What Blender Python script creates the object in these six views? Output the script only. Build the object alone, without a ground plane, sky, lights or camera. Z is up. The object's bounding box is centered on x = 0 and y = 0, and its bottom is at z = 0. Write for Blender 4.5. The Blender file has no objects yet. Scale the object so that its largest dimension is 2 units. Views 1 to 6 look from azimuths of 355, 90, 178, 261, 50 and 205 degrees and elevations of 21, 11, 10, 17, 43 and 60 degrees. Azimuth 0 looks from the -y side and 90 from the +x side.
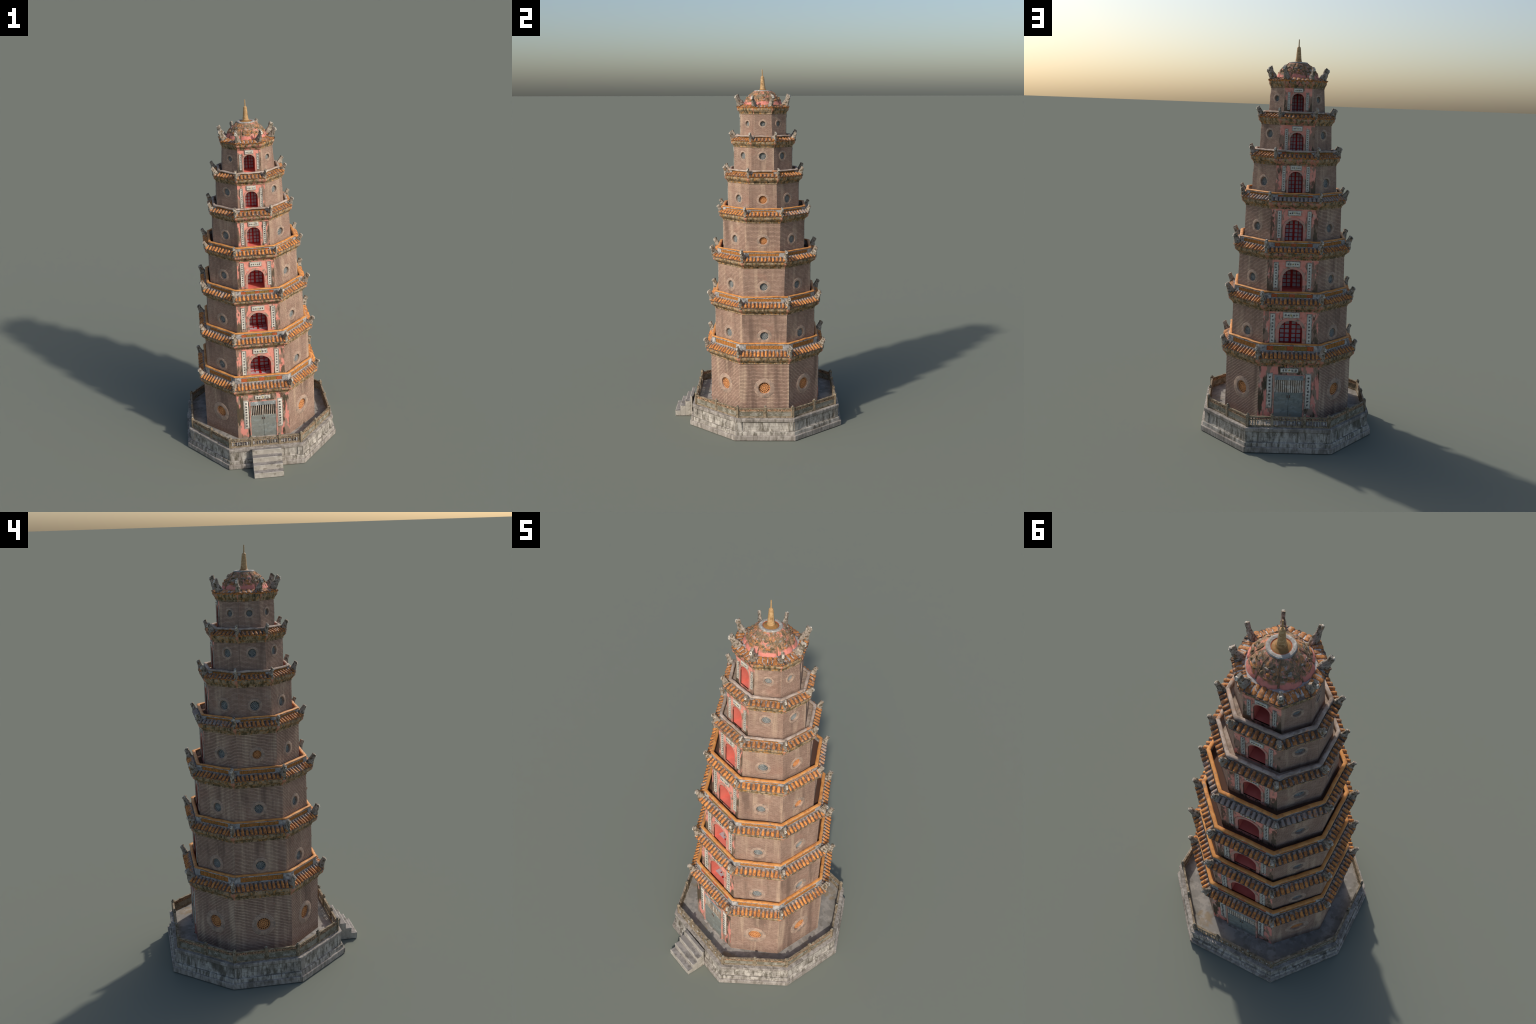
# Seven-storey octagonal brick pagoda on a walled stone terrace, built part by part.
import bpy, math, random
from mathutils import Vector, Matrix, noise

RNG = random.Random(7)
COLL = bpy.context.scene.collection
PI = math.pi


# ------------------------------------------------------------------ materials
def lin(r, g, b):
    f = lambda c: (c / 255) / 12.92 if c <= 10 else (((c / 255) + .055) / 1.055) ** 2.4
    return (f(r), f(g), f(b), 1.0)


class Nodes:
    """Small helper around a node tree."""
    def __init__(self, name):
        self.m = bpy.data.materials.new(name)
        self.m.use_nodes = True
        self.t = self.m.node_tree
        self.bsdf = self.t.nodes['Principled BSDF']
        self._co = None

    def new(self, kind, **kw):
        n = self.t.nodes.new(kind)
        for k, v in kw.items():
            setattr(n, k, v)
        return n

    def link(self, a, b):
        self.t.links.new(a, b)

    def obj(self):
        n = self.new('ShaderNodeTexCoord')
        return n.outputs['Object']

    def coords(self):
        """object coordinates shifted by the object's place, so repeats differ"""
        if self._co is None:
            oi = self.new('ShaderNodeObjectInfo')
            v = self.new('ShaderNodeVectorMath', operation='MULTIPLY_ADD')
            v.inputs[1].default_value = (3.1, 3.7, 2.9)
            self.link(oi.outputs['Location'], v.inputs[0])
            self.link(self.obj(), v.inputs[2])
            self._co = v.outputs[0]
        return self._co

    def math(self, op, a, b=None, clamp=False):
        n = self.new('ShaderNodeMath', operation=op, use_clamp=clamp)
        for i, x in enumerate((a, b)):
            if x is None:
                continue
            if isinstance(x, (int, float)):
                n.inputs[i].default_value = x
            else:
                self.link(x, n.inputs[i])
        return n.outputs[0]

    def noise(self, scale, detail=4, off=0.0, rough=.6, co=None):
        mp = self.new('ShaderNodeMapping')
        mp.inputs['Scale'].default_value = scale if isinstance(scale, tuple) else (scale,) * 3
        mp.inputs['Location'].default_value = (off * 1.7, off * .9, off * 1.3)
        self.link(co or self.coords(), mp.inputs['Vector'])
        n = self.new('ShaderNodeTexNoise')
        n.inputs['Scale'].default_value = 1
        n.inputs['Detail'].default_value = detail
        n.inputs['Roughness'].default_value = rough
        self.link(mp.outputs[0], n.inputs['Vector'])
        return n.outputs['Fac']

    def step(self, val, lo, hi, amount=1.0):
        n = self.new('ShaderNodeMapRange', interpolation_type='SMOOTHSTEP')
        n.inputs['From Min'].default_value = lo
        n.inputs['From Max'].default_value = hi
        n.inputs['To Max'].default_value = amount
        self.link(val, n.inputs['Value'])
        return n.outputs[0]

    def mix(self, fac, a, b):
        n = self.new('ShaderNodeMix', data_type='RGBA')
        for sock, v in ((n.inputs[0], fac), (n.inputs[6], a), (n.inputs[7], b)):
            if isinstance(v, (tuple, float, int)):
                sock.default_value = v
            else:
                self.link(v, sock)
        return n.outputs[2]

    def bump(self, height, strength=.5, dist=.002):
        n = self.new('ShaderNodeBump')
        n.inputs['Strength'].default_value = strength
        n.inputs['Distance'].default_value = dist
        self.link(height, n.inputs['Height'])
        self.link(n.outputs[0], self.bsdf.inputs['Normal'])

    def out(self, col, rough=.9, metal=0.0):
        if isinstance(col, tuple):
            self.bsdf.inputs['Base Color'].default_value = col
        else:
            self.link(col, self.bsdf.inputs['Base Color'])
        self.bsdf.inputs['Roughness'].default_value = rough
        self.bsdf.inputs['Metallic'].default_value = metal
        self.bsdf.inputs['Specular IOR Level'].default_value = .25
        return self.m


def weathered(name, base, layers, rough=.9, bump=(60, .5, .0015), vary=0.0, metal=0.0):
    """base colour with stained layers: (colour, scale, low, high, amount)"""
    N = Nodes(name)
    col = base
    for i, (c, sc, lo, hi, am) in enumerate(layers):
        f = N.step(N.noise(sc, off=3.3 * (i + 1)), lo, hi, am)
        col = N.mix(f, col, c)
    if vary:
        oi = N.new('ShaderNodeObjectInfo')
        hsv = N.new('ShaderNodeHueSaturation')
        v = N.math('MULTIPLY_ADD', oi.outputs['Random'], vary)
        v.node.inputs[2].default_value = 1 - vary / 2
        N.link(v, hsv.inputs['Value'])
        if isinstance(col, tuple):
            hsv.inputs['Color'].default_value = col
        else:
            N.link(col, hsv.inputs['Color'])
        col = hsv.outputs[0]
    if bump:
        N.bump(N.noise(bump[0], detail=6), bump[1], bump[2])
    return N.out(col, rough, metal)


def brick_material(name, pitch, tint=1.0):
    """thin brick courses with recessed joints, rain streaks and soot"""
    N = Nodes(name)
    t = lambda r, g, b: tuple(c * tint for c in lin(r, g, b)[:3]) + (1,)
    sep = N.new('ShaderNodeSeparateXYZ')
    N.link(N.obj(), sep.inputs[0])
    wob = N.noise((25, 25, 9), 2, 9.1)
    z = N.math('ADD', sep.outputs[2], N.math('MULTIPLY', wob, pitch * 1.1))
    fr = N.math('FRACT', N.math('DIVIDE', z, pitch))
    tri = N.math('ABSOLUTE', N.math('SUBTRACT', fr, .5))       # .5 at the joint
    joint = N.step(tri, .20, .44)
    row = N.math('FLOOR', N.math('DIVIDE', z, pitch))
    shift = N.math('MULTIPLY', row, .0083)
    fx = N.math('FRACT', N.math('DIVIDE', N.math('ADD', sep.outputs[0], shift), .017))
    head = N.step(N.math('ABSOLUTE', N.math('SUBTRACT', fx, .5)), .43, .49, .45)
    joint = N.math('MAXIMUM', joint, head)
    worn = N.step(N.noise((9, 9, 13), 4, 4.2), .3, .62)        # where joints read clearly
    jf = N.math('MULTIPLY', joint, N.math('MULTIPLY_ADD', worn, .45))
    jf.node.inputs[1].default_value = .95
    col = N.mix(N.step(N.noise((55, 55, 130), 4, 1.0), .35, .65), t(160, 131, 113), t(180, 150, 131))
    col = N.mix(N.step(N.noise((26, 26, 2.2), 3, 2.0), .5, .70, .85), col, t(205, 177, 151))   # pale runs
    col = N.mix(N.step(N.noise((17, 17, 2.6), 4, 5.0), .52, .70, .8), col, t(124, 102, 89))   # dark runs
    col = N.mix(N.step(N.noise((10, 10, 12), 3, 7.0), .55, .72, .45), col, t(172, 131, 112))
    col = N.mix(jf, col, t(92, 71, 60))
    col = N.mix(N.step(N.noise((70, 70, 150), 2, 12.0), .765, .79), col, t(226, 132, 112))
    h = N.math('SUBTRACT', N.noise(160, 4, 3.0), N.math('MULTIPLY', joint, 1.3))
    N.bump(h, .55, .0014)
    return N.out(col, .92)


PINK = lin(222, 134, 116)
M = {}
BRICK = ['brick_low', 'brick', 'brick', 'brick', 'brick_up', 'brick_up', 'brick_up']
M['brick_low'] = brick_material('weathered_lower_brick', .0080, 1.05)
M['brick'] = brick_material('weathered_brick', .0069, 1.05)
M['brick_up'] = brick_material('weathered_upper_brick', .0056, 1.05)


def pink_material():
    """salmon limewash, gone grey-brown towards the edges of the face and its foot"""
    N = Nodes('pink_plaster')
    g = N.new('ShaderNodeTexCoord')
    sep = N.new('ShaderNodeSeparateXYZ')
    N.link(g.outputs['Generated'], sep.inputs[0])
    edge = N.math('MULTIPLY', N.math('ABSOLUTE', N.math('SUBTRACT', sep.outputs[0], .5)), .36)
    foot = N.math('MULTIPLY', N.math('SUBTRACT', 1.0, sep.outputs[2]), .16)
    bias = N.math('ADD', edge, foot)
    col = N.mix(N.step(N.noise(40, 4, 1.0), .42, .62), lin(236, 158, 139), lin(226, 142, 124))
    col = N.mix(N.step(N.noise((60, 60, 40), 4, 3.0), .58, .64, .8), col, lin(206, 184, 166))
    f = N.math('ADD', N.noise((36, 36, 17), 5, 5.0), bias)
    col = N.mix(N.step(f, .66, .74, .92), col, lin(146, 122, 104))
    f = N.math('ADD', N.noise((52, 52, 18), 4, 8.0), bias)
    col = N.mix(N.step(f, .72, .82, .9), col, lin(92, 80, 64))
    N.bump(N.noise(80, 5, 2.0), .6, .002)
    return N.out(col)


M['pink'] = pink_material()
M['pink_dirty'] = weathered('stained_pink_plaster', lin(226, 146, 130), [
    (lin(146, 128, 110), (36, 36, 14), .45, .55, .9),
    (lin(200, 172, 150), (50, 50, 30), .6, .66, .8),
    (lin(74, 68, 52), (40, 40, 9), .48, .58, .95)])


def cornice_material(name, pinkness):
    """ochre lime with olive and black streaks; pink at the two ends"""
    N = Nodes(name)
    g = N.new('ShaderNodeTexCoord')
    sep = N.new('ShaderNodeSeparateXYZ')
    N.link(g.outputs['Generated'], sep.inputs[0])
    end = N.step(N.math('ABSOLUTE', N.math('SUBTRACT', sep.outputs[0], .5)), .44, .475)
    col = N.mix(N.step(N.noise((45, 45, 45), 4, 1.0), .4, .6), lin(176, 150, 120), lin(140, 122, 96))
    col = N.mix(N.step(N.noise((70, 70, 60), 4, 2.0), .52, .62, .8), col, lin(186, 128, 62))
    col = N.mix(N.step(N.noise((75, 75, 22), 4, 4.0), .47, .6, .85), col, lin(92, 80, 54))
    if pinkness:
        col = N.mix(N.step(N.noise((44, 44, 26), 4, 8.0), .52, .6, .9), col, lin(200, 132, 114))
    col = N.mix(N.step(N.noise((85, 85, 26), 3, 5.0), .56, .68, .9), col, lin(58, 52, 38))
    col = N.mix(N.math('MULTIPLY', end, N.step(N.noise(90, 3, 6.0), .3, .5, .9)), col, lin(200, 136, 110))
    N.bump(N.noise((120, 120, 60), 5), .6, .002)
    return N.out(col)


M['cornice'] = cornice_material('stained_cornice', False)
M['cornice_pink'] = cornice_material('stained_pink_cornice', True)


def tile_material(name, base, brown, lime, upper):
    """orange glaze, browned; the upper end of each tile smeared with lime"""
    N = Nodes(name)
    g = N.new('ShaderNodeTexCoord')
    sep = N.new('ShaderNodeSeparateXYZ')
    N.link(g.outputs['Generated'], sep.inputs[0])
    col = N.mix(N.step(N.noise(70, 4, 1.0), .42, .6), base, brown)
    col = N.mix(N.step(N.noise(120, 3, 4.0), .56, .66, .8), col, lin(104, 78, 58))
    n = N.noise(90, 3, 2.0)
    f = N.math('ADD', N.math('MULTIPLY', n, .9), N.math('MULTIPLY', sep.outputs[1], upper))
    col = N.mix(N.step(f, .84, 1.02, .9), col, lime)
    oi = N.new('ShaderNodeObjectInfo')
    hsv = N.new('ShaderNodeHueSaturation')
    v = N.math('MULTIPLY_ADD', oi.outputs['Random'], .34)
    v.node.inputs[2].default_value = .84
    N.link(v, hsv.inputs['Value'])
    N.link(col, hsv.inputs['Color'])
    N.bump(N.noise(170, 4, 5.0), .6, .0015)
    return N.out(hsv.outputs[0], .65)


M['tile'] = tile_material('glazed_roof_tile', lin(210, 140, 74), lin(164, 102, 58), lin(146, 138, 132), .64)
M['tile_up'] = weathered('upper_roof_tile', lin(186, 122, 66), [
    (lin(144, 94, 56), 70, .42, .58, .9), (lin(172, 156, 142), 95, .55, .63, .85), (lin(110, 86, 66), 120, .57, .66, .8)],
    rough=.65, bump=(170, .6, .0015))
M['pan'] = weathered('hollow_tile', lin(104, 90, 80), [
    (lin(142, 136, 132), 80, .52, .64, .9), (lin(136, 90, 58), 90, .56, .66, .8), (lin(66, 58, 50), 90, .5, .62, .85)], bump=(150, .6, .002))
M['drip'] = weathered('drip_tile', lin(204, 136, 72), [
    (lin(168, 104, 58), 90, .46, .6, .9), (lin(96, 78, 60), 100, .56, .66, .85)], bump=(150, .6, .002))
M['bed'] = weathered('roof_bed', lin(126, 108, 88), [
    (lin(158, 150, 144), 70, .48, .6, .9), (lin(90, 78, 60), 60, .5, .62, .9), (lin(176, 116, 70), 90, .6, .68, .8)])
M['lime'] = weathered('roof_lime', lin(163, 157, 153), [
    (lin(188, 182, 176), 55, .45, .6, .9),
    (lin(112, 106, 100), 60, .52, .66, .9),
    (lin(168, 116, 70), 70, .62, .7, .7)])
M['lime_white'] = weathered('balustrade_lime', lin(158, 154, 150), [
    (lin(190, 184, 178), 45, .48, .6, .9),
    (lin(112, 106, 100), 55, .5, .62, .85)])
M['rail'] = weathered('orange_handrail', lin(206, 138, 74), [
    (lin(220, 156, 90), 30, .45, .6, .9),
    (lin(176, 114, 68), 45, .52, .66, .85),
    (lin(142, 120, 102), 34, .6, .7, .8)], rough=.6)
M['ledge'] = weathered('grey_roof_ledge', lin(166, 146, 130), [
    (lin(190, 172, 158), 30, .45, .6, .9),
    (lin(128, 112, 100), 45, .52, .66, .8),
    (lin(196, 130, 82), 26, .62, .7, .7)])
M['lattice'] = weathered('terracotta_panel', lin(190, 122, 62), [
    (lin(128, 96, 50), 260, .46, .56, .95),
    (lin(206, 128, 66), 60, .55, .65, .6)], bump=(260, .8, .002))
M['lattice_red'] = weathered('red_terracotta_panel', lin(198, 104, 58), [
    (lin(150, 76, 44), 260, .48, .56, .9)], bump=(260, .8, .002))
M['lattice_olive'] = weathered('olive_terracotta_panel', lin(164, 122, 62), [
    (lin(118, 96, 50), 260, .46, .56, .95),
    (lin(186, 110, 58), 200, .6, .66, .9)], bump=(260, .8, .002))
M['horn'] = weathered('mosaic_ridge_ornament', lin(158, 145, 130), [
    (lin(194, 182, 166), 75, .52, .62, .9),
    (lin(92, 82, 64), 85, .5, .6, .9),
    (lin(160, 112, 62), 60, .6, .68, .75),
    (lin(70, 62, 52), 130, .58, .66, .8)], bump=(170, 1.0, .004))
M['horn_end'] = weathered('white_ornament_face', lin(212, 202, 186), [
    (lin(158, 146, 130), 120, .56, .66, .8)])
M['ink'] = weathered('dark_ink', lin(104, 100, 96), [], bump=None)
M['gold_ink'] = weathered('yellow_ink', lin(196, 176, 96), [], bump=None)
M['plaque'] = weathered('white_inscription_board', lin(206, 198, 184), [
    (lin(226, 218, 204), 40, .45, .6, .8),
    (lin(150, 142, 128), (60, 60, 25), .56, .68, .8)])
M['plaque_rim'] = weathered('grey_board_rim', lin(170, 164, 152), [
    (lin(110, 104, 92), 70, .5, .62, .8)])
M['trim'] = weathered('arch_plaster_trim', lin(186, 150, 132), [
    (lin(214, 144, 128), 30, .45, .55, .9),
    (lin(134, 118, 100), 40, .55, .64, .9)])
M['niche'] = weathered('salmon_niche', lin(222, 122, 106), [
    (lin(206, 104, 90), 14, .4, .6, .7)], bump=(90, .2, .001))
M['red'] = weathered('red_door_paint', lin(164, 24, 24), [
    (lin(140, 18, 20), 40, .45, .6, .8)], rough=.6, bump=None)
M['pane'] = weathered('grey_panes', lin(178, 170, 172), [
    (lin(150, 140, 144), 50, .45, .65, .8)], bump=None)
M['metal'] = weathered('grey_green_door', lin(130, 132, 124), [
    (lin(142, 148, 142), (20, 20, 60), .48, .6, .8),
    (lin(112, 116, 112), 60, .52, .66, .8),
    (lin(140, 116, 92), 60, .66, .72, .8)], rough=.7)
M['lintel'] = weathered('pale_lintel', lin(142, 146, 144), [
    (lin(206, 206, 200), 45, .56, .62, .9),
    (lin(108, 112, 112), 50, .5, .64, .8)])
M['slat'] = weathered('pale_slats', lin(186, 166, 146), [
    (lin(214, 204, 190), 50, .45, .6, .9)])
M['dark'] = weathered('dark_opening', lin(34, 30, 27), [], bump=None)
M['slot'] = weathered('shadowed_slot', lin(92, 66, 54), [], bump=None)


def stone_material(name, base, pale, dark, amount, bx, bz):
    """big ashlar blocks with fine joints and vertical algae streaks"""
    N = Nodes(name)
    mp = N.new('ShaderNodeMapping')
    mp.inputs['Rotation'].default_value = (PI / 2, 0, 0)
    N.link(N.obj(), mp.inputs['Vector'])
    br = N.new('ShaderNodeTexBrick')
    br.inputs['Scale'].default_value = 1
    br.inputs['Brick Width'].default_value = bx
    br.inputs['Row Height'].default_value = bz
    br.inputs['Mortar Size'].default_value = .0012
    br.inputs['Mortar Smooth'].default_value = .4
    N.link(mp.outputs[0], br.inputs['Vector'])
    col = N.mix(N.step(N.noise((30, 30, 20), 4, 1.0), .42, .6), base, pale)
    col = N.mix(N.step(N.noise((62, 62, 13), 5, 2.0, .7), .46, .64, amount), col, dark)
    col = N.mix(N.step(N.noise((15, 15, 9), 5, 3.0, .7), .52, .64, .8 * amount), col,
                tuple(c * .75 for c in dark[:3]) + (1,))
    col = N.mix(N.math('MULTIPLY', br.outputs['Fac'], N.step(N.noise(16, 2, 5.0), .4, .58, .5)), col,
                tuple(c * .8 for c in dark[:3]) + (1,))
    h = N.math('SUBTRACT', N.noise(110, 5, 4.0), N.math('MULTIPLY', br.outputs['Fac'], .35))
    N.bump(h, .5, .002)
    return N.out(col)


M['stone'] = stone_material('limewashed_stone', lin(156, 148, 138), lin(188, 180, 168), lin(100, 93, 80), .92, .05, .024)
M['kerb'] = stone_material('grey_kerb_stone', lin(150, 141, 132), lin(172, 163, 153), lin(104, 96, 84), .7, .12, .09)
M['step'] = weathered('step_stone', lin(134, 128, 122), [
    (lin(154, 147, 140), 22, .45, .6, .9),
    (lin(112, 106, 100), 34, .52, .64, .85),
    (lin(100, 94, 84), 60, .62, .7, .6)], bump=(80, .6, .002))
M['riser'] = weathered('pale_riser_stone', lin(168, 160, 148), [
    (lin(186, 178, 166), 26, .45, .6, .9), (lin(128, 120, 106), 34, .54, .66, .85)], bump=(90, .6, .002))
M['floor'] = weathered('terrace_paving', lin(138, 133, 126), [
    (lin(164, 157, 148), (18, 18, 18), .45, .6, .8),
    (lin(120, 114, 104), 26, .52, .66, .8),
    (lin(140, 120, 90), 9, .58, .68, .7)], bump=(70, .5, .002))
M['frame'] = weathered('ochre_parapet_frame', lin(136, 120, 98), [
    (lin(162, 146, 124), 50, .48, .6, .9),
    (lin(94, 84, 66), 55, .5, .62, .9)])
M['panel'] = weathered('grey_parapet_panel', lin(142, 136, 122), [
    (lin(108, 102, 86), 40, .46, .58, .9),
    (lin(176, 170, 156), 60, .58, .66, .8)])
M['frieze'] = weathered('parapet_frieze', lin(138, 112, 84), [
    (lin(190, 150, 120), 120, .5, .56, .9),
    (lin(64, 52, 44), 140, .52, .58, .9),
    (lin(176, 96, 70), 160, .62, .66, .8)], bump=(150, 1, .003))
M['grille_orange'] = weathered('terracotta_grille', lin(216, 150, 96), [
    (lin(188, 120, 74), 90, .5, .62, .8)])
M['grille_grey'] = weathered('grey_glazed_grille', lin(146, 148, 145), [
    (lin(170, 170, 164), 70, .5, .62, .8), (lin(96, 106, 106), 70, .54, .64, .7)])
M['grille_back'] = weathered('grille_shadow', lin(78, 60, 46), [], bump=None)
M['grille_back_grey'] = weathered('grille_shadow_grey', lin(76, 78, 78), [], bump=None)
M['gold'] = weathered('gilt_spire', lin(178, 140, 94), [
    (lin(200, 166, 120), (60, 60, 160), .48, .6, .9),
    (lin(140, 104, 64), 60, .55, .66, .8)], rough=.5, bump=(120, .3, .001))
M['gold_dark'] = weathered('tarnished_gilt', lin(142, 106, 60), [
    (lin(164, 116, 68), 60, .48, .6, .8)], rough=.6)
M['rust'] = weathered('rusty_rim', lin(176, 84, 50), [], bump=None)
M['ring'] = weathered('pale_finial_ring', lin(160, 154, 146), [
    (lin(140, 134, 124), 90, .48, .6, .8), (lin(200, 194, 184), 60, .56, .66, .8)], bump=(120, .8, .002))


def dome_material():
    N = Nodes('painted_dome')
    sep = N.new('ShaderNodeSeparateXYZ')
    N.link(N.obj(), sep.inputs[0])
    # relief motifs cover the upper body; the foot stays clean pink plaster
    wav = N.math('MULTIPLY', N.math('SUBTRACT', N.noise(30, 3, 2.0), .5), .045)
    hgt = N.math('ADD', sep.outputs[2], wav)
    cover = N.step(hgt, .017, .026)
    body = N.mix(N.step(N.noise(60, 5, 3.0, .7), .40, .60), lin(158, 124, 96), lin(112, 98, 76))
    body = N.mix(N.step(N.noise(40, 5, 5.0, .7), .50, .62, .85), body, lin(190, 126, 74))
    body = N.mix(N.step(N.noise(58, 5, 7.0, .7), .55, .64, .8), body, lin(166, 158, 148))
    body = N.mix(N.step(N.noise(80, 4, 8.0, .7), .55, .66, .85), body, lin(80, 72, 56))
    body = N.mix(N.step(N.noise(38, 5, 11.0, .7), .51, .60, .9), body, lin(208, 136, 118))
    pink = N.mix(N.step(N.noise(40, 4, 1.0), .45, .65, .7), lin(222, 140, 124), lin(208, 126, 112))
    col = N.mix(cover, pink, body)
    N.bump(N.noise(90, 5, 6.0), .8, .003)
    return N.out(col)


M['dome'] = dome_material()
for nm, c0, c1, c2 in (('orange', (184, 124, 72), (150, 110, 76), (206, 144, 118)), ('grey', (160, 152, 142), (128, 116, 98), (188, 150, 132)),
                       ('olive', (124, 106, 80), (92, 82, 62), (176, 132, 96)), ('rib', (146, 112, 84), (108, 90, 68), (196, 132, 112)), ('dark', (88, 80, 68), (64, 58, 48), (130, 118, 102))):
    M['stucco_' + nm] = weathered('stucco_' + nm, lin(*c0), [(lin(*c1), 70, .45, .6, .9), (lin(*c2), 90, .54, .64, .8)], bump=(140, .9, .003))


def surround_material():
    """ring of radial bricks round a window"""
    N = Nodes('radial_brick_surround')
    sep = N.new('ShaderNodeSeparateXYZ')
    N.link(N.obj(), sep.inputs[0])
    a = N.math('ARCTAN2', sep.outputs[2], sep.outputs[0])
    fr = N.math('FRACT', N.math('MULTIPLY', a, 44 / (2 * PI)))
    joint = N.step(N.math('ABSOLUTE', N.math('SUBTRACT', fr, .5)), .3, .46)
    col = N.mix(N.step(N.noise(70, 3, 1.0), .4, .6), lin(188, 160, 139), lin(166, 141, 124))
    col = N.mix(N.step(N.noise(40, 3, 4.0), .52, .66, .7), col, lin(132, 120, 108))
    col = N.mix(N.math('MULTIPLY', joint, .5), col, lin(112, 92, 80))
    N.bump(N.math('SUBTRACT', N.noise(150, 3, 2.0), joint), .4, .001)
    return N.out(col)


M['surround'] = surround_material()


# ------------------------------------------------------------------ mesh tools
class MB:
    """collects vertices and faces, then makes one mesh object"""
    def __init__(self):
        self.v, self.f, self.mi, self.mats = [], [], [], []

    def mat(self, key):
        if key not in self.mats:
            self.mats.append(key)
        return self.mats.index(key)

    def add(self, pts, faces, key):
        o = len(self.v)
        self.v += [tuple(p) for p in pts]
        i = self.mat(key)
        for f in faces:
            self.f.append([o + k for k in f])
            self.mi.append(i)
        return o

    def loft(self, rings, key, closed=True, cap0=False, cap1=False):
        n = len(rings[0])
        pts = [p for r in rings for p in r]
        fs = []
        for r in range(len(rings) - 1):
            for k in range(n if closed else n - 1):
                k2 = (k + 1) % n
                fs.append((r * n + k, r * n + k2, (r + 1) * n + k2, (r + 1) * n + k))
        if cap0:
            fs.append(tuple(range(n))[::-1])
        if cap1:
            fs.append(tuple((len(rings) - 1) * n + k for k in range(n)))
        self.add(pts, fs, key)

    def box(self, x0, x1, y0, y1, z0, z1, key, ch=0.0):
        """box with chamfered vertical-plane edges (ch) on the outer (-y) side"""
        if ch <= 0:
            p = [(x0, y0, z0), (x1, y0, z0), (x1, y1, z0), (x0, y1, z0),
                 (x0, y0, z1), (x1, y0, z1), (x1, y1, z1), (x0, y1, z1)]
            self.add(p, [(0, 1, 5, 4), (1, 2, 6, 5), (2, 3, 7, 6), (3, 0, 4, 7), (4, 5, 6, 7), (3, 2, 1, 0)], key)
        else:
            sq = lambda i, y: [(x0 + i, y, z0 + i), (x1 - i, y, z0 + i), (x1 - i, y, z1 - i), (x0 + i, y, z1 - i)]
            self.loft([sq(0, y1), sq(0, y0 + ch), sq(ch, y0)], key, cap0=True, cap1=True)

    def make(self, name, parent=None, loc=(0, 0, 0), rot=0.0, smooth=None, kind=None, link=True):
        me = bpy.data.meshes.new(name)
        me.from_pydata(self.v, [], self.f)
        for k in self.mats:
            me.materials.append(M[k])
        me.polygons.foreach_set('material_index', self.mi)
        me.validate()
        import bmesh
        bm = bmesh.new()
        bm.from_mesh(me)
        bmesh.ops.recalc_face_normals(bm, faces=bm.faces)
        bm.to_mesh(me)
        bm.free()
        if smooth is not None:
            me.polygons.foreach_set('use_smooth', [True] * len(me.polygons))
            if smooth < 180:
                me.set_sharp_from_angle(angle=math.radians(smooth))
        return place(name, me, parent, loc, rot, kind)


def place(name, me, parent, loc=(0, 0, 0), rot=0.0, kind=None, matrix=None):
    o = bpy.data.objects.new(name, me)
    COLL.objects.link(o)
    if parent is not None:
        o.parent = parent
    if matrix is not None:
        o.matrix_local = matrix
    else:
        o.location = loc
        o.rotation_euler = (0, 0, rot)
    if kind:
        o['kind'] = kind
    return o


def wob(p, amp, sc, seed=0.0):
    """small smooth irregularity"""
    return amp * noise.noise(Vector((p[0] * sc + seed, p[1] * sc - seed, p[2] * sc + 2 * seed)))


class Oct:
    """flattened octagon: half extents ax, ay; half lengths s1 (back; front = s1 * front) and s2 (sides)"""
    def __init__(self, ax, ay, s1, s2, cy, front=1.0):
        self.ax, self.ay, self.s1, self.s2, self.cy, self.front = ax, ay, s1, s2, cy, front

    def off(self, d):
        return Oct(self.ax + d, self.ay + d, self.s1 + .41 * d, self.s2 + .41 * d, self.cy, self.front)

    def pts(self, z):
        a, b, s, t, c = self.ax, self.ay, self.s1, self.s2, self.cy
        sf = s * self.front
        return [Vector(p) for p in ((-sf, c - b, z), (sf, c - b, z), (a, c - t, z), (a, c + t, z),
                                    (s, c + b, z), (-s, c + b, z), (-a, c + t, z), (-a, c - t, z))]

    def side(self, i, z=0.0):
        """centre, rotation and half length of side i (0 front, 2 right, 4 back, 6 left)"""
        p = self.pts(z)
        A, B = p[i], p[(i + 1) % 8]
        d = B - A
        return (A + B) / 2, math.atan2(d.y, d.x), d.length / 2


def fine_ring(o, z, n):
    """octagon outline with n points per side"""
    p = o.pts(z)
    return [p[i].lerp(p[(i + 1) % 8], k / n) for i in range(8) for k in range(n)]


# ------------------------------------------------------------------ measurements
# storey: wall foot z, wall top z, (ax, ay, s1, s2) at foot and top, centre y
WALL = [
    (.117, .403, (.320, .305, .152, .136), (.318, .306, .150, .137), .045),
    (.480, .678, (.295, .281, .137, .121), (.292, .280, .137, .124), .046),
    (.738, .933, (.272, .261, .125, .111), (.266, .258, .126, .115), .043),
    (.985, 1.179, (.245, .227, .117, .091), (.241, .226, .117, .093), .040),
    (1.225, 1.389, (.215, .197, .099, .077), (.207, .196, .096, .075), .038),
    (1.425, 1.584, (.182, .160, .087, .062), (.175, .160, .085, .061), .037),
    (1.615, 1.763, (.142, .125, .070, .052), (.132, .126, .067, .046), .038)]
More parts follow.
